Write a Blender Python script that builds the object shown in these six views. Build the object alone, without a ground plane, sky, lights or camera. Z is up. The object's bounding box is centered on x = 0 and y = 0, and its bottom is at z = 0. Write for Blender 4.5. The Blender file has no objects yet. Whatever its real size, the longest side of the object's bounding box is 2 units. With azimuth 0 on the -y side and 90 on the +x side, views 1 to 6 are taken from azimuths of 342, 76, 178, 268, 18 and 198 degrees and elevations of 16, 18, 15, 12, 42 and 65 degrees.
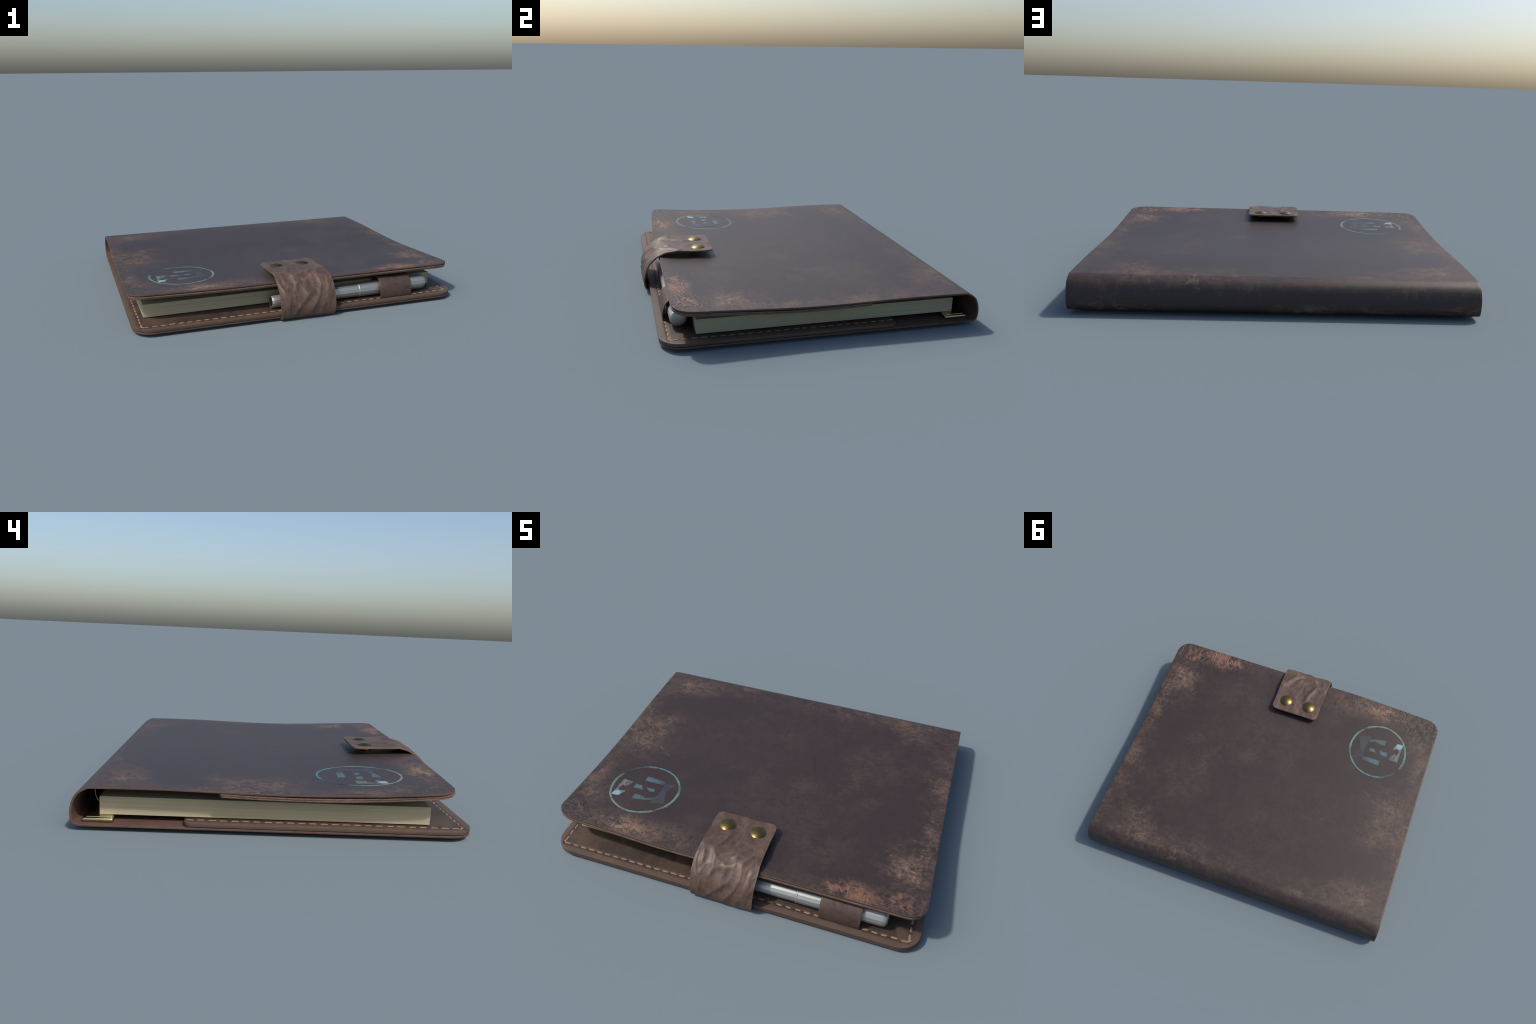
"""Worn brown leather ring-binder notebook: wrap-round cover, stitched pocket, page block,
brass ring mechanism, steel pen in a leather loop, wrinkled closing strap with two brass rivets."""
import bpy, bmesh, math, random
import numpy as np
from mathutils import Vector, noise

random.seed(7)

# ------------------------------------------------------------------ node helpers
class V:
    """A value in a node graph; arithmetic on it adds Math nodes."""
    def __init__(s, g, sock): s.g, s.s = g, sock
    def __add__(s, o): return s.g.m('ADD', s, o)
    def __radd__(s, o): return s.g.m('ADD', o, s)
    def __sub__(s, o): return s.g.m('SUBTRACT', s, o)
    def __rsub__(s, o): return s.g.m('SUBTRACT', o, s)
    def __mul__(s, o): return s.g.m('MULTIPLY', s, o)
    def __rmul__(s, o): return s.g.m('MULTIPLY', o, s)
    def __truediv__(s, o): return s.g.m('DIVIDE', s, o)

class G:
    def __init__(self, mat):
        mat.use_nodes = True
        self.t = mat.node_tree
        self.t.nodes.clear()
        self.out = self.t.nodes.new('ShaderNodeOutputMaterial')
        self.bsdf = self.t.nodes.new('ShaderNodeBsdfPrincipled')
        self.t.links.new(self.bsdf.outputs[0], self.out.inputs[0])
        self._pos = None
    def put(self, sock, v):
        if isinstance(v, V): self.t.links.new(v.s, sock)
        elif isinstance(v, bpy.types.NodeSocket): self.t.links.new(v, sock)
        else: sock.default_value = v
    def m(self, op, a, b=0.0, c=None, clamp=False):
        n = self.t.nodes.new('ShaderNodeMath'); n.operation = op; n.use_clamp = clamp
        self.put(n.inputs[0], a); self.put(n.inputs[1], b)
        if c is not None: self.put(n.inputs[2], c)
        return V(self, n.outputs[0])
    def pos(self):
        if self._pos is None:
            n = self.t.nodes.new('ShaderNodeTexCoord'); self.coord = n.outputs['Object']
            x = self.t.nodes.new('ShaderNodeSeparateXYZ'); self.t.links.new(self.coord, x.inputs[0])
            self._pos = [V(self, o) for o in x.outputs]
        return self._pos
    def map(self, scale=(1, 1, 1), loc=(0, 0, 0), rot=(0, 0, 0)):
        self.pos()
        n = self.t.nodes.new('ShaderNodeMapping')
        self.t.links.new(self.coord, n.inputs[0])
        n.inputs['Scale'].default_value = scale; n.inputs['Location'].default_value = loc
        n.inputs['Rotation'].default_value = rot
        return n.outputs[0]
    def noise(self, scale, detail=5, rough=.55, dist=0.0, vec=None):
        n = self.t.nodes.new('ShaderNodeTexNoise')
        n.inputs['Scale'].default_value = scale; n.inputs['Detail'].default_value = detail
        n.inputs['Roughness'].default_value = rough; n.inputs['Distortion'].default_value = dist
        self.t.links.new(vec if vec is not None else self.map(), n.inputs['Vector'])
        return V(self, n.outputs[0])
    def vor(self, scale, feature='DISTANCE_TO_EDGE', vec=None):
        n = self.t.nodes.new('ShaderNodeTexVoronoi'); n.feature = feature
        n.inputs['Scale'].default_value = scale
        self.t.links.new(vec if vec is not None else self.map(), n.inputs['Vector'])
        return V(self, n.outputs['Distance'])
    def ss(self, v, lo, hi, a=0.0, b=1.0):
        n = self.t.nodes.new('ShaderNodeMapRange'); n.interpolation_type = 'SMOOTHSTEP'
        self.put(n.inputs[0], v)
        for i, k in enumerate((lo, hi, a, b)): self.put(n.inputs[i + 1], k)
        return V(self, n.outputs[0])
    def mx(self, a, b): return self.m('MAXIMUM', a, b)
    def mn(self, a, b): return self.m('MINIMUM', a, b)
    def ab(self, a): return self.m('ABSOLUTE', a)
    def sq(self, a): return self.m('MULTIPLY', a, a)
    def ramp(self, v, stops):
        n = self.t.nodes.new('ShaderNodeValToRGB'); e = n.color_ramp.elements
        while len(e) < len(stops): e.new(0.5)
        for el, (p, c) in zip(e, stops): el.position = p; el.color = (*c, 1)
        self.put(n.inputs[0], v)
        return V(self, n.outputs[0])
    def mix(self, f, a, b, mode='MIX'):
        n = self.t.nodes.new('ShaderNodeMix'); n.data_type = 'RGBA'; n.blend_type = mode
        self.put(n.inputs[0], f)
        for i, k in ((6, a), (7, b)):
            self.put(n.inputs[i], (*k, 1) if isinstance(k, tuple) else k)
        return V(self, n.outputs[2])
    def bump(self, h, strength, dist):
        n = self.t.nodes.new('ShaderNodeBump')
        n.inputs['Strength'].default_value = strength; n.inputs['Distance'].default_value = dist
        self.put(n.inputs['Height'], h)
        self.t.links.new(n.outputs[0], self.bsdf.inputs['Normal'])
        return n
    def point(self):
        n = self.t.nodes.new('ShaderNodeNewGeometry')
        return V(self, n.outputs['Pointiness'])
    def blob(self, cx, cy, rx, ry, wx=None, wy=None):
        """soft elliptical patch on the top face"""
        x, y, _ = self.pos()
        x, y = (wx or x), (wy or y)
        d = self.sq((x - cx) * (1 / rx)) + self.sq((y - cy) * (1 / ry))
        return self.m('EXPONENT', d * -1.0)
    def scratch(self, ax, ay, bx, by, w, wx, wy):
        """thin line from a to b"""
        dx, dy = bx - ax, by - ay
        L = math.hypot(dx, dy)
        dx, dy = dx / L, dy / L
        px, py = wx - ax, wy - ay
        u = px * dx + py * dy
        v = self.ab(px * -dy + py * dx)
        e = self.mx(self.ab(u - L / 2) - L / 2, 0.0)
        return self.ss(v + e * 0.6, w, 0.0)
    def set(self, **k):
        for a, v in k.items():
            self.put(self.bsdf.inputs[a.replace('_', ' ')], v)

def mat(name):
    m = bpy.data.materials.new(name); return m, G(m)

DARK = (.0255, .0158, .0140)
BASE = (.0325, .0198, .0168)
MID = (.0560, .0350, .0270)
TAN = (.100, .064, .044)
PALE = (.200, .118, .078)
RED = (.185, .086, .050)

def cover_leather(g):
    """colour, wear and bump height of the wrap-round cover, from position alone"""
    x, y, z = g.pos()
    n1 = g.noise(2.6, 7, .60, .3, g.map((1, 1.0, 1.0), (3.1, 1.7, 0)))
    n2 = g.noise(9, 9, .72, .35, g.map((.85, 1.15, 1.3), (0, 5, 0), (0, 0, .5)))
    n3 = g.noise(42, 6, .70, .5, g.map((.6, 1.2, 1.2), (8, 0, 0), (0, 0, .35)))
    n4 = g.noise(26, 7, .72, .8, g.map((1.1, .7, 1.0), (2, 9, 0), (0, 0, -.5)))
    n5 = g.noise(78, 5, .72, .6, g.map((.8, 1.1, 1.0), (5, 3, 0), (0, 0, .9)))
    wx = x + (n2 - .5) * .16 + (n3 - .5) * .05
    wy = y + (n1 - .5) * .12 + (n2 - .5) * .12
    wall = g.ss(z, .17, .12)                       # 1 on the spine wall
    top = g.ss(z, .11, .16)                        # 1 on the upper face
    fibre = g.ss(n2 * .30 + n3 * .22 + n4 * .26 + n5 * .22, .42, .61)   # fine rubbed nap
    # rubbed borders
    ex = 1.0 - g.ab(wx)
    ef = wy + .76
    es = .80 - wy
    edge = g.mx(g.ss(ex, .18, .0) * .28, g.ss(ef, .16, .0) * .24)
    edge = g.mx(edge, g.ss(es, .22, .0) * .18)
    tan = [(-.87, .02, .15, .14, .60), (-.85, .17, .13, .10, .45), (-.76, .27, .08, .05, .35),
           (-.60, -.67, .20, .07, 1.10), (-.88, -.50, .10, .08, .42), (-.93, -.33, .05, .10, .42),
           (.85, -.49, .09, .07, 1.20), (.90, -.36, .09, .10, .55), (.94, -.20, .06, .14, .45),
           (.76, .60, .12, .08, .40), (.66, .74, .15, .06, .42), (-.74, .67, .22, .07, .50),
           (-.80, .64, .10, .10, .28), (-.29, -.64, .12, .08, .32), (.48, .13, .05, .11, .24),
           (.41, .02, .05, .07, .26), (.22, -.03, .12, .07, .12), (.60, -.03, .06, .05, .22),
           (-.42, .76, .06, .03, .40), (.60, .30, .18, .2, .10), (-.1, .45, .28, .18, .08), (.45, -.45, .18, .12, .14),
           (.10, -.20, .2, .1, .07), (-.35, .20, .2, .15, .08), (.92, .28, .08, .15, .34), (.30, .70, .3, .08, .22)]
    patches = 0.0
    for cx, cy, rx, ry, a in tan:
        b = g.blob(cx, cy, rx, ry, wx, wy) * a
        patches = b if isinstance(patches, float) else patches + b
    patches = patches * top
    red = g.mx(g.blob(.64, -.700, .19, .075, wx, wy), g.blob(.86, -.68, .13, .08, wx, wy) * .9)
    red = g.mx(red, g.blob(.745, -.387, .06, .022, wx, wy) * .9)
    red = g.mx(red, g.blob(-.52, -.67, .10, .05, wx, wy) * .30)
    red = red * top
    # a web of fine ridges, broken up: where a noise crosses its mean
    r1 = g.noise(8, 3, .55, .5, g.map((1, .7, 1), (1.3, 2.2, 0)))
    web = g.ss(g.ab(r1 - .5), .050, .0)
    r2 = g.noise(15, 3, .55, .4, g.map((1, .7, 1), (7.3, 4.2, 0), (0, 0, .4)))
    web = g.mx(web, g.ss(g.ab(r2 - .5), .055, .0) * .6)
    # scattered scuffs
    lx = x + (n2 - .5) * .06 + (n3 - .5) * .015
    ly = y + (n2 - .5) * .06 + (n4 - .5) * .02
    sc = 0.0
    for a in [(.40, .77, .375, .83, .016), (.37, .785, .43, .82, .014), (.38, .825, .43, .79, .010),
              (-.64, -.06, -.665, -.035, .010),
              (-.705, -.015, -.72, .000, .010), (-.82, .62, -.90, .54, .011), (-.93, .27, -.985, .36, .014),
              (-.94, .33, -.99, .30, .010), (-.86, .57, -.79, .61, .008),
              (-.95, -.60, -.87, -.65, .008), (-.44, .755, -.41, .77, .009)]:
        b = g.scratch(*a, lx, ly)
        sc = b if isinstance(sc, float) else g.mx(sc, b)
    sc = sc * g.ss(n3 + n4, .86, 1.14) * g.ss(z, .09, .14)
    # cobweb wisps along the foot of the spine wall and on the underside
    r3 = g.noise(6, 4, .6, 1.0, g.map((1, 1, 1.5), (0, 0, 4)))
    wisp = g.ss(g.ab(r3 - .5), .07, .0) * g.ss(z, .10, .03) * g.ss(n1, .36, .54)
    # smears hanging over the top of the wall
    nw = g.noise(6, 8, .70, .4, g.map((1.5, .5, .55), (2, 0, 0)))
    smear = g.ss(nw, .47, .72) * wall * g.ss(z, .06, .15)
    cloud = g.ss(n1, .38, .68)
    w = cloud * .15 + (n2 - .5) * .50 + (n4 - .5) * .40 + (n3 - .5) * .40 + (n5 - .5) * .30
    wear = w * .58 + .12 + (edge * top + patches) * (fibre * 1.05 + .08) * .84 + web * (patches + edge) * top * .10
    wear = wear + smear * (fibre * .75 + .15) + wisp * (fibre * .55 + .24) + sc * .22 - wall * .04
    col = g.ramp(wear, [(0.0, DARK), (.16, BASE), (.36, MID), (.64, TAN), (1.0, PALE)])
    # reddish raw flesh where the corner is cracked
    rm = g.ss(red * (fibre * .95 + web * .28 + .20), .14, .95)
    col = g.mix(g.m('MULTIPLY', rm, .85, clamp=True), col, g.mix(web * .45, RED, (.22, .120, .080)))
    col = g.mix(g.m('MULTIPLY', sc + smear * (1 - fibre) * .20, .42, clamp=True), col, (.110, .062, .044))
    # relief: grain, creases at the two front corners, faint snap prints
    grain = g.noise(150, 4, .6)
    pebble = g.noise(34, 3, .55, .9)
    pm = g.mx(g.blob(-.92, -.655, .13, .075, wx, wy), g.blob(-.60, -.70, .19, .055, wx, wy)) * top
    cm = g.mx(g.blob(.70, -.70, .25, .08), g.blob(.88, -.68, .12, .09)) * top
    h = grain * .10 + n3 * .18 + n5 * .12 + n4 * .2 + pm * g.ss(pebble, .42, .60) * 1.25 + cm * web * 1.2 + sc * .5 + rm * .3
    for cx, cy in ((-.07, -.39), (.088, -.395)):
        r = g.m('SQRT', g.sq(x - cx) + g.sq(y - cy))
        h = h + g.ss(g.ab(r - .021), .004, 0.0) * .16 * top
    return col, wear, h

# ------------------------------------------------------------------ materials
def make_cover_mat():
    m, g = mat('worn_cover_leather')
    col, wear, h = cover_leather(g)
    g.set(Base_Color=col, Roughness=g.ss(wear, 0, .8, .46, .64), Specular_IOR_Level=.50)
    g.bump(h, .55, .004)
    return m

def make_paint_mat():
    """faded stamped ink on the cover"""
    m, g = mat('faded_teal_ink')
    col, wear, h = cover_leather(g)
    x, y, z = g.pos()
    n = g.noise(16, 6, .65, .5)
    f = g.noise(90, 4, .7)
    r = g.m('SQRT', g.sq(x + .641) + g.sq(y + .379))
    ring = g.ss(r, .182, .188)
    # ink: bluish toward the inner end, pale near the left edge, green on the ring
    inner = g.ramp((x + .80) * 3.3, [(0.0, (.140, .146, .142)), (.20, (.120, .155, .152)), (.34, (.074, .142, .150)),
                                     (.62, (.060, .120, .140)), (.85, (.050, .059, .088)), (1.0, (.050, .055, .080))])
    rc = g.ramp((y + .59) * 2.4, [(0.0, (.150, .225, .175)), (.5, (.110, .205, .172)), (.9, (.062, .200, .195)), (1.0, (.062, .200, .195))])
    ink = g.mix(ring, inner, rc)
    gap = g.blob(-.812, -.275, .05, .035) * 1.2 + g.blob(-.76, -.22, .06, .03) * .6 + g.blob(-.50, -.52, .05, .02) * .6
    cover = g.ss(n * .70 + f * .55, .48, .72, .40, .98)
    cover = g.m('SUBTRACT', cover, gap, clamp=True)
    foot = g.ss(g.blob(-.775, -.466, .034, .030), .25, .80) * (1 - ring)
    ink = g.mix(foot, ink, (.215, .365, .395))
    cover = cover * (1 - g.ss(x, -.60, -.545) * (1 - ring) * .45)
    cover = g.mx(cover, foot * .85)
    left = g.blob(-.755, -.37, .035, .05)
    cover = g.m('SUBTRACT', cover, left * g.ss(f, .62, .40) * .6, clamp=True)
    g.set(Base_Color=g.mix(cover, col, ink), Roughness=.55)
    g.bump(h, .4, .004)
    return m

def make_plain_leather(name, base, light, scale=5.0, rough=.6, edge=None, seed=0):
    m, g = mat(name)
    n1 = g.noise(scale, 7, .62, .6, g.map((1, 1, 1), (seed, 0, 0)))
    n2 = g.noise(scale * 5, 6, .65, .8, g.map((1, 1, 1), (0, seed, 0)))
    w = g.ss(n1 * .6 + n2 * .4, .34, .70)
    col = g.mix(w, base, light)
    dk = g.ss(g.noise(scale * 1.7, 6, .6, 1.0, g.map((1, 1, 1), (seed + 4, 2, 0))), .52, .72)
    col = g.mix(dk * .55, col, tuple(c * .42 for c in base))
    g.set(Base_Color=col, Roughness=rough)
    g.bump(g.noise(130, 4, .6) * .5 + n2, .35, .003)
    return m

def make_pocket_mat():
    """pocket leather: brown, with pinkish-dark rubbed border inside and striped cut edge"""
    m, g = mat('pocket_leather')
    x, y, z = g.pos()
    n1 = g.noise(4, 7, .62, .6); n2 = g.noise(22, 6, .65, .8)
    w = g.ss(n1 * .6 + n2 * .4, .36, .66)
    col = g.mix(w, (.038, .0235, .0155), (.082, .050, .032))
    edge = g.mx(g.ss(g.ab(x), .945, .975), g.ss(y, -.78, -.80))
    dk = g.ss(g.noise(7, 6, .6, 1.0, g.map((1, 1, 1), (4, 2, 0))), .44, .60)
    col = g.mix(dk * .75, col, (.028, .0185, .015))
    col = g.mix(edge * .45, col, (.135, .086, .060))
    st = g.noise(8, 4, .6, 0, g.map((.4, .4, 45)))
    side = g.ss(z, .0435, .042)
    col = g.mix(side * g.ss(st, .42, .6) * .5, col, (.050, .034, .025))
    g.set(Base_Color=col, Roughness=.6)
    # thread channel pressed along the border
    ch = g.mx(g.ss(g.ab(g.ab(x) - .945), .014, .0) * g.ss(y, -.79, -.775), g.ss(g.ab(y + .775), .014, .0) * g.ss(g.ab(x), .955, .945))
    g.bump(g.noise(130, 4, .6) * .25 + n2 * .5 - ch * .9, .5, .004)
    return m

def make_strap_mat():
    m, g = mat('wrinkled_strap_leather')
    n1 = g.noise(9, 7, .62, .8); n2 = g.noise(38, 6, .68, .9)
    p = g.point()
    w = g.ss(n1 * .55 + n2 * .45, .32, .70)
    col = g.mix(w, (.050, .0285, .0205), (.128, .076, .051))
    col = g.mix(g.ss(p, .505, .55) * .50, col, (.23, .140, .095))  # highlights along the ridges, painted into the colour
    col = g.mix(g.ss(p, .496, .450) * .55, col, (.036, .022, .018))  # shade in the creases, painted into the colour
    g.set(Base_Color=col, Roughness=g.ss(n2, .3, .7, .44, .60), Specular_IOR_Level=.50)
    g.bump(g.noise(140, 4, .6) * .3 + n2 * .8, .4, .003)
    return m

def make_page_mat():
    m, g = mat('aged_paper')
    x, y, z = g.pos()
    lines = g.noise(3, 3, .6, 0, g.map((.25, .25, 110)))
    st = g.noise(2.2, 5, .6, .4)
    fine = g.noise(6, 3, .6, 0, g.map((.3, .3, 320)))
    col = g.mix(g.ss(lines * .6 + fine * .4, .38, .62), (.365, .322, .210), (.430, .382, .255))
    col = g.mix(g.ss(st, .5, .75) * .40, col, (.310, .255, .160))
    g.set(Base_Color=col, Roughness=.85, Specular_IOR_Level=.25)
    return m

def make_metal(name, col, rough, patina=None, pscale=25, metallic=1.0):
    m, g = mat(name)
    n = g.noise(pscale, 5, .6, .3)
    c = g.mix(g.ss(n, .35, .7), col, patina or tuple(k * .8 for k in col))
    g.set(Base_Color=c, Metallic=metallic, Roughness=g.ss(n, .3, .7, rough * .85, rough * 1.2))
    return m

M_COVER = make_cover_mat()
M_INK = make_paint_mat()
M_FLESH = make_plain_leather('raw_leather_lining', (.078, .040, .031), (.108, .056, .042), 6, .7, seed=2)
M_LINER = make_plain_leather('liner_leather', (.105, .066, .044), (.170, .110, .073), 9, .65, seed=6)
M_POCKET = make_pocket_mat()
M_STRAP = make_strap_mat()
M_LOOP = make_plain_leather('dark_loop_leather', (.046, .026, .020), (.086, .052, .038), 12, .58, seed=11)
M_THREAD = make_plain_leather('waxed_thread', (.205, .124, .080), (.30, .188, .126), 40, .75, seed=3)
M_PAGE = make_page_mat()
M_BRASS = make_metal('aged_brass', (.25, .175, .058), .33, (.10, .085, .040), 22)
M_RING = make_metal('bright_brass', (.60, .52, .31), .24, (.46, .39, .21), 12)
M_STEEL = make_metal('brushed_steel', (.42, .425, .40), .46, (.36, .365, .345), 6, .8)
M_TIP = make_metal('dark_tip_disc', (.02, .024, .035), .35, None, 10, .3)  # dark stuff for the disc that stands in for the pen's hollow tip

# ------------------------------------------------------------------ geometry helpers
COL = bpy.context.scene.collection

def add(name, me, parent=None, mats=(), smooth=None):
    ob = bpy.data.objects.new(name, me); COL.objects.link(ob)
    if parent: ob.parent = parent
    for m in mats: me.materials.append(m)
    if smooth is not None:
        for p in me.polygons: p.use_smooth = True
        if smooth < 180: me.set_sharp_from_angle(angle=math.radians(smooth))
    return ob

def mesh(name, verts, faces):
    me = bpy.data.meshes.new(name); me.from_pydata([tuple(v) for v in verts], [], faces); me.update(); return me

def bake(ob):
    """apply modifiers"""
    dg = bpy.context.evaluated_depsgraph_get()
    me = bpy.data.meshes.new_from_object(ob.evaluated_get(dg))
    ob.modifiers.clear(); old = ob.data; ob.data = me; bpy.data.meshes.remove(old)
    return me

def bevel(ob, w, seg=2, ang=50):
    b = ob.modifiers.new('b', 'BEVEL'); b.width = w; b.segments = seg
    b.limit_method = 'ANGLE'; b.angle_limit = math.radians(ang); b.use_clamp_overlap = True

def spline(pts, n=16, ten=.5):
    """Catmull-Rom through 2D points"""
    p = [np.array(q, float) for q in pts]
    p = [2 * p[0] - p[1]] + p + [2 * p[-1] - p[-2]]
    out = []
    for i in range(1, len(p) - 2):
        d = np.linalg.norm(p[i + 1] - p[i])
        d0 = np.linalg.norm(p[i] - p[i - 1]) + d; d1 = np.linalg.norm(p[i + 2] - p[i + 1]) + d
        m0 = (p[i + 1] - p[i - 1]) * d / d0; m1 = (p[i + 2] - p[i]) * d / d1
        for k in range(n):
            t = k / n
            out.append((2*t**3-3*t*t+1)*p[i] + (t**3-2*t*t+t)*m0 + (-2*t**3+3*t*t)*p[i+1] + (t**3-t*t)*m1)
    out.append(p[-2])
    return np.array(out)

class Profile:
    """arc-length sampled curve in the y-z plane, with its left-hand normals"""
    def __init__(s, pts, smooth=True, n=16):
        s.p = spline(pts, n) if smooth else np.array(pts, float)
        s.l = np.concatenate([[0], np.cumsum(np.linalg.norm(np.diff(s.p, axis=0), axis=1))])
        s.L = s.l[-1]
    def at(s, d): return np.array([np.interp(d, s.l, s.p[:, 0]), np.interp(d, s.l, s.p[:, 1])])
    def nor(s, d, e=.006):
        a, b = s.at(max(0, d - e)), s.at(min(s.L, d + e)); t = (b - a) / np.linalg.norm(b - a)
        return np.array([t[1], -t[0]])

def corner_rows(L, r0, r1, step):
    """row positions along a strip, dense in its two rounded ends"""
    k = 10
    a = [r0 * (1 - math.cos(math.pi / 2 * i / k)) for i in range(k)] if r0 > 0 else []
    b = [L - r1 * (1 - math.cos(math.pi / 2 * i / k)) for i in range(k)][::-1] if r1 > 0 else []
    n = max(2, int((L - r0 - r1) / step))
    mid = [r0 + (L - r0 - r1) * i / n for i in range(n + 1)]
    return a + mid + (b if r1 > 0 else [])

def sheet(name, prof, W, thick, r0, r1, nx, step=.02, xc=0.0, disp=None, shape=None, bev=.0018, flip=False, zx=None):
    """a strip of leather swept along prof: outer face on the profile, inner face `thick` behind it.
    W half width; r0/r1 corner radii at the two ends; disp(x, s) relief of the outer face."""
    rows = corner_rows(prof.L, r0, r1, step)
    verts, top, bot = [], [], []
    sgn = -1 if flip else 1
    for d in rows:
        hw = W(d) if callable(W) else W
        for r, q in ((r0, d), (r1, prof.L - d)):
            if r > 0 and q < r: hw -= r - math.sqrt(max(0, r * r - (r - q) ** 2))
        c, n = prof.at(d), prof.nor(d) * sgn
        ra, rb = [], []
        for i in range(nx + 1):
            t = -1 + 2 * i / nx
            t = math.copysign(1 - (1 - abs(t)) ** 1.15, t)
            x = xc + t * hw
            h = disp(x - xc, d) if disp else 0.0
            hh = h
            o = c + n * hh; u = c + n * (hh - thick)
            dx, dy, dz = zx(x, c[0], c[1]) if zx else (0, 0, 0)
            ra.append(len(verts)); verts.append((x + dx, o[0] + dy, o[1] + dz))
            rb.append(len(verts)); verts.append((x + dx, u[0] + dy, u[1] + dz))
        top.append(ra); bot.append(rb)
    F = []
    def q(a, b, c, d): F.append((a, b, c, d) if flip else (d, c, b, a))
    R = len(rows)
    for j in range(R - 1):
        for i in range(nx):
            q(top[j][i], top[j][i+1], top[j+1][i+1], top[j+1][i])
            q(bot[j][i+1], bot[j][i], bot[j+1][i], bot[j+1][i+1])
        q(top[j][0], top[j+1][0], bot[j+1][0], bot[j][0])
        q(top[j+1][nx], top[j][nx], bot[j][nx], bot[j+1][nx])
    for i in range(nx):
        q(top[0][i+1], top[0][i], bot[0][i], bot[0][i+1])
        q(top[R-1][i], top[R-1][i+1], bot[R-1][i+1], bot[R-1][i])
    me = mesh(name, verts, F)
    ob = add(name, me)
    bm = bmesh.new(); bm.from_mesh(me); bmesh.ops.recalc_face_normals(bm, faces=bm.faces); bm.to_mesh(me); bm.free()
    if bev: bevel(ob, bev); bake(ob)
    for p in ob.data.polygons: p.use_smooth = True
    return ob

def lathe(name, prof, n=40):
    """revolve (r, h) about +x axis"""
    verts, faces = [], []
    for r, h in prof:
        for k in range(n):
            a = 2 * math.pi * k / n
            verts.append((h, r * math.cos(a), r * math.sin(a)))
    m = len(prof)
    for j in range(m - 1):
        for k in range(n):
            k2 = (k + 1) % n
            faces.append((j*n+k, j*n+k2, (j+1)*n+k2, (j+1)*n+k))
    faces.append(tuple(range(n))[::-1]); faces.append(tuple((m-1)*n + k for k in range(n)))
    me = mesh(name, verts, faces)
    bm = bmesh.new(); bm.from_mesh(me); bmesh.ops.recalc_face_normals(bm, faces=bm.faces); bm.to_mesh(me); bm.free()
    return me

# ------------------------------------------------------------------ the thing
root = bpy.data.objects.new('leather_notebook', None); COL.objects.link(root)
root['label'] = 'worn brown leather ring notebook with strap and pen'
root['category'] = 'notebook'

# ---- wrap-round cover: front edge, over the top, round the spine, back along the ground
FRONT = [(-.7535, .2125), (-.66, .2040), (-.54, .1965), (-.425, .1910), (-.23, .1835), (-.075, .1795),
         (.06, .1790), (.225, .1815), (.455, .1850), (.65, .1845), (.780, .1820)]
SPINE = [(.780, .1820), (.822, .1565), (.841, .124), (.8495, .091), (.8505, .060), (.844, .028), (.826, .0172)]
BACK = [(.826, .0172), (.76, .0165), (.4, .0165), (0, .0165), (-.45, .0165), (-.8205, .0165)]
def joined():
    a = spline(FRONT, 14); b = spline(SPINE, 14); c = np.array(BACK)
    return np.concatenate([a, b[1:], c[1:]])
cover_prof = Profile(joined(), smooth=False)
FL = np.sum(np.linalg.norm(np.diff(spline(FRONT, 14), axis=0), axis=1))
_f = spline(FRONT, 14)
def clamp01(v): return max(0.0, min(1.0, v))
def warp(x, y, z):
    """the cover is not quite square: it leans a few millimetres sideways toward the free end,
    and the free end lifts and pulls back at its -x corner"""
    if z < .1: return (.0035, 0, 0)
    lean = .0045 - .0075 * clamp01((.78 - y) / 1.25)
    t = clamp01((-x - .35) / .65) ** 1.3 * clamp01((-.42 - y) / .33)
    dz = .0025 * t + .0030 * (x + 1) / 2 * math.exp(-((y + .48) / .2) ** 2)
    k = clamp01((z - .1) / .06)
    return (.0035 + (lean - .0035) * k, .030 * t, dz)
def z_top(x, y):
    return float(np.interp(y, _f[:, 0], _f[:, 1])) + warp(x, y, .2)[2]

THICK = .0085
cover = sheet('cover_whole', cover_prof, lambda d: .9945 + .003 * clamp01((.55 - d) / .4), THICK, .088, .110, 96, .02, zx=warp, bev=.0020, flip=True)
cme = cover.data
N = len(cme.vertices)
normals = [tuple(v.normal) for v in cme.vertices]
# material by side: grain side outside, flesh side inside
cme.materials.append(M_COVER); cme.materials.append(M_FLESH)
pd = cover_prof
ys = np.linspace(0, pd.L, 1500); pts = np.array([pd.at(d) for d in ys]); nrs = np.array([pd.nor(d) for d in ys]) * -1
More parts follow.
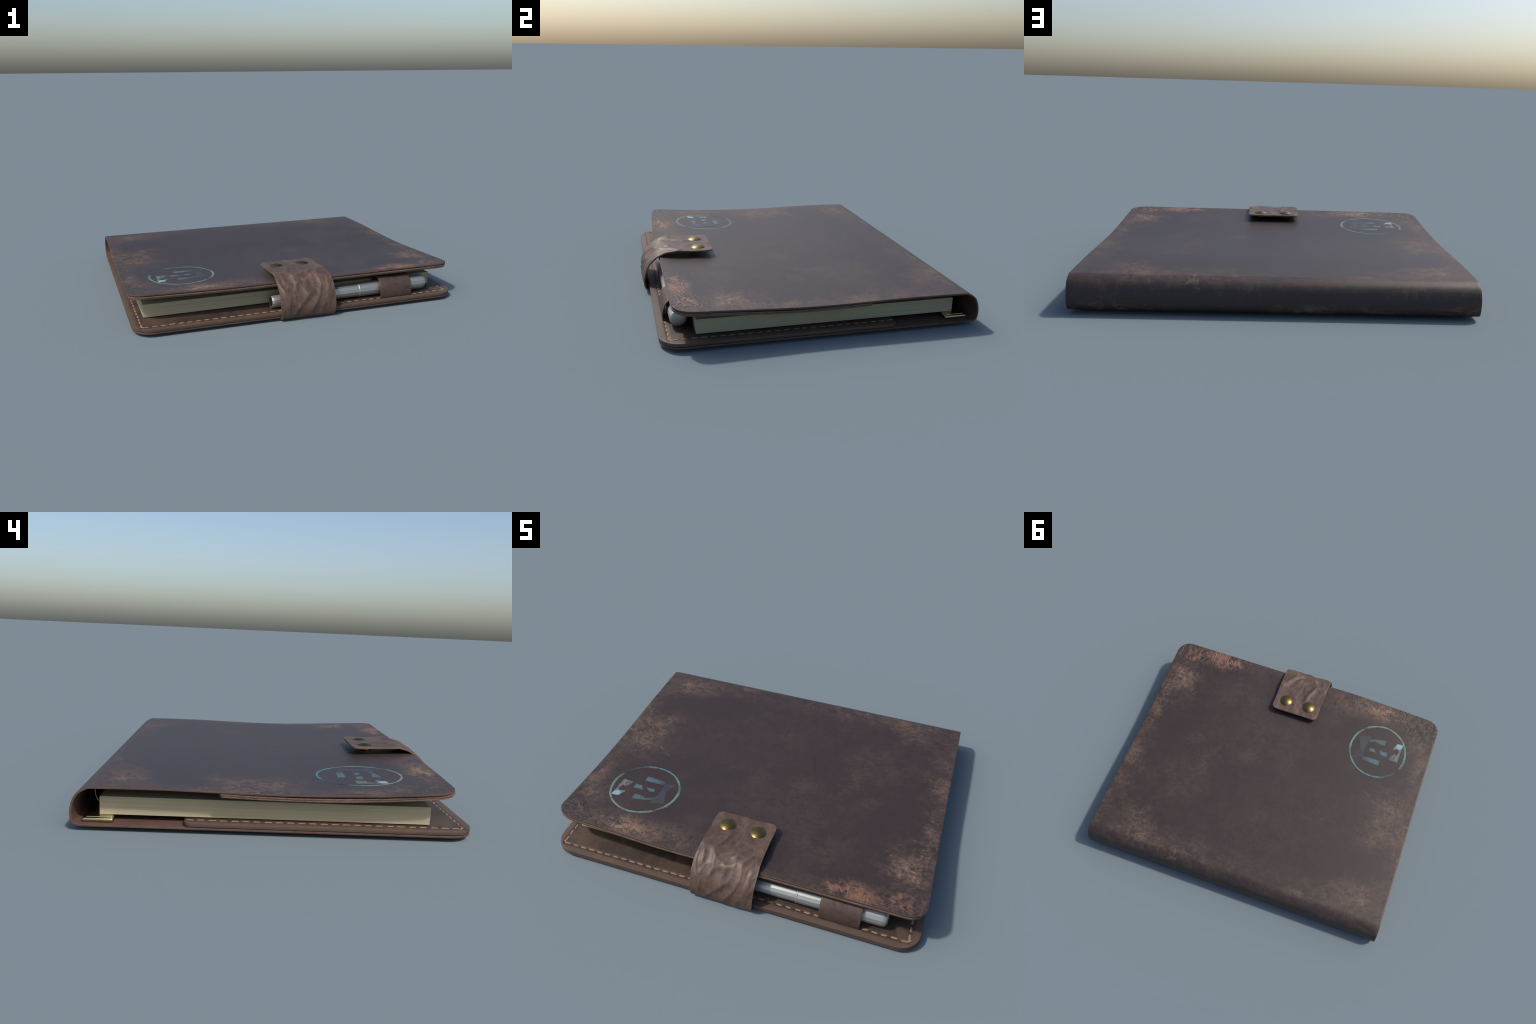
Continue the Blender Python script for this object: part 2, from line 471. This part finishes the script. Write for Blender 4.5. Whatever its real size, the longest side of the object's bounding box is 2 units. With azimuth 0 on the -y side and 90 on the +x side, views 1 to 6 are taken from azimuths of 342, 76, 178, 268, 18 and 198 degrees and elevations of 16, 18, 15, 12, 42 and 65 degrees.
# distance along the strip decides the part, depth below the outer face decides the side
side, region = [], []
for p in cme.polygons:
    c = np.array([p.center.y, p.center.z - warp(p.center.x, p.center.y, p.center.z)[2]])
    k = int(np.argmin(np.sum((pts + nrs * -.5 * THICK - c) ** 2, axis=1)))
    dep = float(np.dot(c - pts[k], nrs[k]))
    rim = abs(p.normal.y * nrs[k][0] + p.normal.z * nrs[k][1]) < .6
    side.append(1 if rim or dep < -THICK * .55 else 0)
    region.append('front_cover' if c[0] < .780 and c[1] > .1 else ('back_cover' if c[0] < .826 and c[1] < .06 else 'spine'))
cme.polygons.foreach_set('material_index', side)
def cut_part(name):
    keep = [i for i, r in enumerate(region) if r == name]
    used, faces, mi = {}, [], []
    for i in keep:
        f = []
        for v in cme.polygons[i].vertices:
            if v not in used: used[v] = len(used)
            f.append(used[v])
        faces.append(f); mi.append(side[i])
    vs = [cme.vertices[v].co for v in used]
    me = mesh(name, vs, faces)
    me.materials.append(M_COVER); me.materials.append(M_FLESH)
    me.polygons.foreach_set('material_index', mi)
    for p in me.polygons: p.use_smooth = True
    me.normals_split_custom_set_from_vertices([normals[v] for v in used])
    return add(name, me, root)
front_cover = cut_part('front_cover')
spine = cut_part('spine')
back_cover = cut_part('back_cover')
bpy.data.objects.remove(cover)

# ---- two thin liners under the front cover
def liner(off, inset):
    pts = [(-.7575 + inset, .2002 - off), (-.66, .1918 - off), (-.54, .1835 - off), (-.43, .1772 - off), (-.25, .1685 - off),
           (-.08, .1652 - off), (.09, .1668 - off), (.252 - inset, .1710 - off)]
    o = sheet('cover_liner', Profile(pts), .9925 - inset * .4, .0066, .086, .012, 60, .025, zx=warp, bev=.0016, flip=True)
    o.data.materials.append(M_LINER); o.parent = front_cover
    return o
liner(0.0, 0.0)
liner(.0085, .004)

# ---- stitched pocket on the back cover
def z_pad(y): return .0445
pad = sheet('stitched_pocket', Profile([(-.8215, .0445), (-.4, .0445), (0, .0445), (.392, .0445)]), .9920, .0165, .110, .03, 60, .03, xc=.003, bev=.0022, flip=True)
pad.data.materials.append(M_POCKET); pad.parent = root

def capsule(L, w, h):
    verts, faces, rings = [], [], []
    ns, nr = 8, 8
    for i in range(ns + 1):
        t = -1 + 2 * i / ns
        k = max(.12, (1 - abs(t) ** 3.5)) ** .5
        rings.append([len(verts) + j for j in range(nr)])
        for j in range(nr):
            a = 2 * math.pi * j / nr
            verts.append((t * L / 2, k * w / 2 * math.cos(a), k * h / 2 * math.sin(a) - abs(t) ** 3 * .002))
    for i in range(ns):
        for j in range(nr):
            faces.append((rings[i][j], rings[i+1][j], rings[i+1][(j+1) % nr], rings[i][(j+1) % nr]))
    faces.append(rings[0]); faces.append(rings[-1][::-1])
    me = mesh('stitch', verts, faces)
    for p in me.polygons: p.use_smooth = True
    me.materials.append(M_THREAD)
    return me
stitch_me = capsule(.0365, .0105, .0045)
def stitch(x, y, ang):
    o = bpy.data.objects.new('stitch', stitch_me); COL.objects.link(o); o.parent = pad
    o.location = (x + random.uniform(-.0012, .0012), y + random.uniform(-.0012, .0012), .0449)
    s = random.uniform(.88, 1.08)
    o.scale = (s, random.uniform(.85, 1.2), 1); o.rotation_euler = (0, 0, ang + random.uniform(-.07, .07))
SX, SY = .944, -.775
n = 38; pitch = 2 * (SX - .022) / n
for i in range(n + 1): stitch(-SX + .022 + i * pitch, SY, 0)
n = 24
for sx in (-1, 1):
    for i in range(n + 1): stitch(sx * SX, SY + .030 + i * (.37 - SY - .030) / n, math.pi / 2)
    stitch(sx * (SX - .002), SY + .006, sx * .7)

# ---- emblem stamped on the front cover: a ring and broken glyph strokes
def decal(name, poly, parent, cuts=4):
    bm = bmesh.new()
    vs = [bm.verts.new((x, y, 0)) for x, y in poly]
    f = bm.faces.new(vs)
    if f.normal.z < 0: f.normal_flip()
    f.normal_update()
    if f.normal.z < 0: bmesh.ops.reverse_faces(bm, faces=[f])
    bmesh.ops.triangulate(bm, faces=bm.faces[:])
    for _ in range(2): bmesh.ops.subdivide_edges(bm, edges=bm.edges[:], cuts=1, use_grid_fill=True)
    r = bmesh.ops.extrude_face_region(bm, geom=bm.faces[:])
    up = {v for v in r['geom'] if isinstance(v, bmesh.types.BMVert)}
    for v in bm.verts: v.co.z = z_top(v.co.x, v.co.y) + (.0006 if v in up else -.0015)
    bmesh.ops.recalc_face_normals(bm, faces=bm.faces[:])
    me = bpy.data.meshes.new(name); bm.to_mesh(me); bm.free()
    return add(name, me, parent, (M_INK,))
EC, ER = (-.641, -.379), .1925
rv, rf, RN = [], [], 120
for k in range(RN):
    a = 2 * math.pi * k / RN
    wob = 1 + .004 * math.sin(3 * a + 1) + .003 * math.sin(7 * a)
    wd = .0060 + .0012 * math.sin(2 * a + 2.4) + .0006 * math.sin(11 * a)
    for r in (ER * wob - wd, ER * wob + wd):
        for up in (0, 1):
            x, y = EC[0] + r * math.cos(a), EC[1] + r * math.sin(a)
            rv.append((x, y, z_top(x, y) + (.0006 if up else -.0015)))
for k in range(RN):
    a, b = 4 * k, 4 * ((k + 1) % RN)
    rf += [(a+1, a+3, b+3, b+1), (a, a+1, b+1, b), (a+3, a+2, b+2, b+3), (a+2, a, b, b+2)]
ring_me = mesh('emblem_ring', rv, rf)
bm = bmesh.new(); bm.from_mesh(ring_me); bmesh.ops.recalc_face_normals(bm, faces=bm.faces); bm.to_mesh(ring_me); bm.free()
add('emblem_ring', ring_me, front_cover, (M_INK,))
STROKES = [
    [(-.486, -.452), (-.562, -.476), (-.562, -.432), (-.547, -.392), (-.553, -.320), (-.490, -.281), (-.521, -.366)],
    [(-.551, -.285), (-.560, -.314), (-.674, -.315), (-.674, -.277)],
    [(-.600, -.464), (-.676, -.476), (-.675, -.438), (-.640, -.436), (-.605, -.448)],
    [(-.552, -.447), (-.606, -.462), (-.602, -.446), (-.552, -.424)],
    [(-.495, -.300), (-.520, -.372), (-.552, -.330), (-.556, -.300)],
    [(-.584, -.390), (-.614, -.388), (-.640, -.364), (-.584, -.364)],
    [(-.650, -.391), (-.709, -.390), (-.709, -.358), (-.670, -.360)],
    [(-.757, -.480), (-.797, -.483), (-.791, -.343), (-.734, -.346), (-.737, -.375), (-.752, -.392), (-.776, -.398), (-.783, -.430), (-.766, -.442), (-.742, -.428), (-.735, -.440)],
]
for p in STROKES: decal('emblem_stroke', p, front_cover)

# ---- page block: a stack of slightly uneven sheaves
pages = bpy.data.objects.new('page_block', None); COL.objects.link(pages); pages.parent = root
BX0, BX1, BY0, BY1, BZ0, BZ1 = -.9160, .9085, -.640, .7440, .0490, .1255
NS = 22
dz = (BZ1 - BZ0) / NS
for i in range(NS):
    j = [random.uniform(-.0006, .0006) for _ in range(4)]
    z0, z1 = BZ0 + i * dz + .00004, BZ0 + (i + 1) * dz - .00004
    x0, x1, y0, y1 = BX0 + j[0], BX1 + j[1], BY0 + j[2], BY1 + j[3]
    vs = [(x0, y0, z0), (x1, y0, z0), (x1, y1, z0), (x0, y1, z0), (x0, y0, z1), (x1, y0, z1), (x1, y1, z1), (x0, y1, z1)]
    me = mesh('page_sheaf', vs, [(3, 2, 1, 0), (4, 5, 6, 7), (0, 1, 5, 4), (1, 2, 6, 5), (2, 3, 7, 6), (3, 0, 4, 7)])
    add('page_sheaf', me, pages, (M_PAGE,))

# ---- brass ring mechanism along the spine
mech = bpy.data.objects.new('ring_mechanism', None); COL.objects.link(mech); mech.parent = root
def bar(name, x0, x1, yc, hw, z0, z1, rnd, parent, m):
    bm = bmesh.new(); bmesh.ops.create_cube(bm, size=1)
    for v in bm.verts: v.co = ((x0 + x1) / 2 + v.co.x * (x1 - x0), yc + v.co.y * 2 * hw, (z0 + z1) / 2 + v.co.z * (z1 - z0))
    bmesh.ops.bevel(bm, geom=bm.edges[:], offset=rnd, segments=4, affect='EDGES', profile=.5)
    me = bpy.data.meshes.new(name); bm.to_mesh(me); bm.free()
    return add(name, me, parent, (m,), smooth=60)
bar('ring_rail', -.960, .960, .7450, .064, .0256, .0450, .0080, mech, M_RING)
bar('ring_rail_crown', -.946, .946, .7400, .054, .0400, .0478, .0030, mech, M_RING)
def torus(name, R1, R2, r, parent, x):
    verts, faces = [], []
    a_n, b_n = 48, 10
    for i in range(a_n):
        a = 2 * math.pi * i / a_n
        for j in range(b_n):
            b = 2 * math.pi * j / b_n
            verts.append((x + r * math.sin(b), .7520 + (R1 + r * math.cos(b)) * math.cos(a), .1020 + (R2 + r * math.cos(b)) * math.sin(a)))
    for i in range(a_n):
        for j in range(b_n):
            i2, j2 = (i + 1) % a_n, (j + 1) % b_n
            faces.append((i*b_n+j, i2*b_n+j, i2*b_n+j2, i*b_n+j2))
    return add(name, mesh(name, verts, faces), parent, (M_RING,), smooth=180)
for x in (-.74, -.54, -.34, .34, .54, .74): torus('binder_ring', .048, .0600, .0042, mech, x)

# ---- steel pen lying against the pages
pen = bpy.data.objects.new('pen', None); COL.objects.link(pen); pen.parent = root
PA, PB = Vector((-.190, -.724, .0860)), Vector((.826, -.715, .0990))
axis = (PB - PA); PL = axis.length
def pen_part(name, prof, m, ang=20, n=14):
    me = lathe(name, prof, n)
    o = add(name, me, pen, (m,), smooth=ang)
    d = axis.normalized()
    yv = Vector((0, 0, 1)).cross(d).normalized(); zv = d.cross(yv)
    for v in me.vertices: v.co = PA + d * v.co.x + yv * v.co.y + zv * v.co.z
    me.update()
    return o
RB, RC = .0400, .0428
xr = .558
pen_part('pen_barrel', [(.0270, .003), (.0330, .0), (.0365, .002), (.0385, .007), (.0395, .016), (RB, .03), (RB, xr)], M_STEEL)
pen_part('pen_tip_disc', [(.0300, .0060), (.0285, .0008), (.020, .0004), (.0015, .0006)], M_TIP)  # flat dark disc added in place of the hole at the tip
pen_part('pen_collar', [(RB - .002, xr - .004), (RC - .0015, xr - .003), (RC + .0012, xr), (RC + .0014, xr + .004), (RC, xr + .007), (RC - .004, xr + .008)], M_STEEL)
pen_part('pen_cap', [(RC - .004, xr + .004), (RC, xr + .006), (RC + .0014, xr + .2), (RC + .0026, PL - .030), (RC + .0016, PL - .018), (RC - .0020, PL - .009), (RC - .0085, PL - .003), (RC - .016, PL - .0003), (RC - .026, PL + .0010), (.003, PL + .0016)], M_STEEL, ang=24)

# ---- leather pen loop
loop_prof = Profile([(-.7790, .0455), (-.7795, .068), (-.7755, .100), (-.7640, .131), (-.7420, .151), (-.7150, .1575),
                     (-.6890, .150), (-.6680, .131), (-.6585, .100), (-.6560, .068), (-.6560, .046)])
loop = sheet('pen_loop', loop_prof, .1045, .0070, 0, 0, 16, .008, xc=.5980, bev=.002,
             disp=lambda x, s: .0025 * (noise.noise(Vector((x * 9, s * 9, 3.3)))))
loop.data.materials.append(M_LOOP); loop.parent = root

# ---- wrinkled closing strap
strap_prof = Profile([(-.436, .2355), (-.50, .2365), (-.56, .2385), (-.62, .2405), (-.675, .2405), (-.722, .2350), (-.760, .2190), (-.795, .1920),
                      (-.824, .1580), (-.841, .1200), (-.8495, .0800), (-.8505, .0480), (-.8450, .0230), (-.8300, .0080), (-.8050, .0042),
                      (-.76, .0038), (-.68, .0038), (-.60, .0038), (-.52, .0038)], n=14)
RIDGES = [
    ([(-.045, .125), (-.052, .170), (-.075, .215), (-.085, .250)], .0058, .015),
    ([(-.160, .258), (-.105, .262), (-.070, .290), (-.045, .318)], .0062, .017),
    ([(-.010, .338), (.035, .332), (.078, .292), (.112, .235), (.150, .200)], .0072, .017),
    ([(-.125, .285), (-.122, .350)], .0052, .014),
    ([(-.072, .305), (-.056, .350), (-.066, .395)], .0050, .013),
    ([(.000, .350), (-.004, .420)], .0035, .016),
    ([(.082, .320), (.086, .380), (.070, .430), (.028, .500), (.000, .540)], .0062, .017),
    ([(.010, .420), (-.035, .475), (-.085, .530)], .0062, .018),
    ([(.140, .330), (.128, .420), (.092, .500), (.070, .550)], .0045, .018),
    ([(-.145, .410), (-.115, .470)], .0040, .022),
    ([(.010, .020), (.018, .070), (.010, .120)], .0020, .018),
    ([(.028, .280), (.055, .258)], .0050, .012),
]
RIVETS = [(-.080, -.5215), (.0865, -.5215)]
def seg_d(px, py, a, b):
    dx, dy = b[0] - a[0], b[1] - a[1]
    t = max(0, min(1, ((px - a[0]) * dx + (py - a[1]) * dy) / (dx * dx + dy * dy)))
    return math.hypot(px - a[0] - t * dx, py - a[1] - t * dy)
def strap_relief(x, s):
    if s > .62: return 0.0
    wx = x + .014 * noise.noise(Vector((x * 10, s * 10, 1.0)))
    wy = s + .014 * noise.noise(Vector((x * 9, s * 9, 9.0)))
    h = 0.0
    for pl, a, w in RIDGES:
        d = min(seg_d(wx, wy, pl[i], pl[i+1]) for i in range(len(pl) - 1))
        h += a * (.85 * math.exp(-(d / (1.05 * w)) ** 2) + .22 * math.exp(-2.0 * d / w))
    # crumple: sharp-crested noise, its folds running down the strap and fanning out below the bend
    fx, fy = wx + .35 * max(0.0, s - .30) * (x + .05), wy
    c1 = 1 - abs(noise.noise(Vector((fx * 15 + fy * 4, fy * 6, 7.0)))) * 2.2
    c2 = 1 - abs(noise.noise(Vector((fx * 26 - fy * 9, fy * 12, 3.0)))) * 2.2
    bend = .35 + .65 * math.exp(-((s - .40) / .13) ** 2)
    h += bend * (.0042 * max(0, c1) ** 2 + .0018 * max(0, c2) ** 2)
    h += .0034 * noise.noise(Vector((x * 10, s * 8, 4.0))) + .0012 * noise.noise(Vector((x * 30, s * 22, 2.0)))
    k = 1.0
    for rx, ry in RIVETS:
        d = math.hypot(x - rx, (s - .0860))
        k = min(k, max(.12, min(1, (d - .028) / .04)))
    fade = max(0, min(1, (.60 - s) / .10))
    edge = .75 + .25 * min(1, (.166 - abs(x)) / .03)
    return h * k * fade * max(.3, edge)
strap = sheet('closing_strap', strap_prof,
              lambda d: .1640 + .004 * noise.noise(Vector((d * 9, 0, 5))) + .006 * math.exp(-((d - .36) / .12) ** 2),
              .0085, .030, .030, 72, .0075, xc=.002, disp=strap_relief, bev=.0024)
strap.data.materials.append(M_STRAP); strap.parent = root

def dome(name, R, H, n=40, m=10):
    verts, faces = [(0, 0, H)], []
    rho = (R * R + H * H) / (2 * H); amax = math.asin(min(1, R / rho))
    for i in range(1, m + 1):
        a = amax * i / m
        for k in range(n):
            b = 2 * math.pi * k / n
            verts.append((rho * math.sin(a) * math.cos(b), rho * math.sin(a) * math.sin(b), H - rho * (1 - math.cos(a))))
    for k in range(n):      # short skirt into the leather
        b = 2 * math.pi * k / n; verts.append((R * .97 * math.cos(b), R * .97 * math.sin(b), -.006))
    for k in range(n): faces.append((0, 1 + k, 1 + (k + 1) % n))
    for i in range(m):
        for k in range(n):
            a, b = 1 + i * n + k, 1 + i * n + (k + 1) % n
            faces.append((a, a + n, b + n, b))
    faces.append(tuple(1 + m * n + k for k in range(n))[::-1])
    me = mesh(name, verts, faces)
    me.materials.append(M_BRASS)
    for p in me.polygons: p.use_smooth = True
    me.set_sharp_from_angle(angle=math.radians(50))
    return me
dome_me = dome('strap_rivet', .0435, .0125)
def button(r, h):
    prof = [(.002, 0), (r * .75, 0), (r, h * .25), (r, h * .75), (r * .8, h)]
    me = lathe('snap_socket', prof, 28)
    for v in me.vertices: v.co = (v.co.y, v.co.z, v.co.x)
    me.update(); me.materials.append(M_BRASS)
    for p in me.polygons: p.use_smooth = True
    me.set_sharp_from_angle(angle=math.radians(40))
    bm = bmesh.new(); bm.from_mesh(me); bmesh.ops.recalc_face_normals(bm, faces=bm.faces); bm.to_mesh(me); bm.free()
    return me
sock_me = button(.030, .022)
for rx, ry in RIVETS:
    o = bpy.data.objects.new('strap_rivet', dome_me); COL.objects.link(o); o.parent = strap; o.location = (rx, ry, .2375)
    o.rotation_euler = (.035, 0, 0)
    o = bpy.data.objects.new('snap_socket', sock_me); COL.objects.link(o); o.parent = strap; o.location = (rx, ry, .2080)
# rivets that hold the strap's tail under the back cover
tail_me = dome('tail_rivet', .030, .0042)
for rx in (-.08, .085):
    o = bpy.data.objects.new('tail_rivet', tail_me); COL.objects.link(o); o.parent = strap
    o.location = (rx, -.585, .0042); o.rotation_euler = (math.pi, 0, 0)
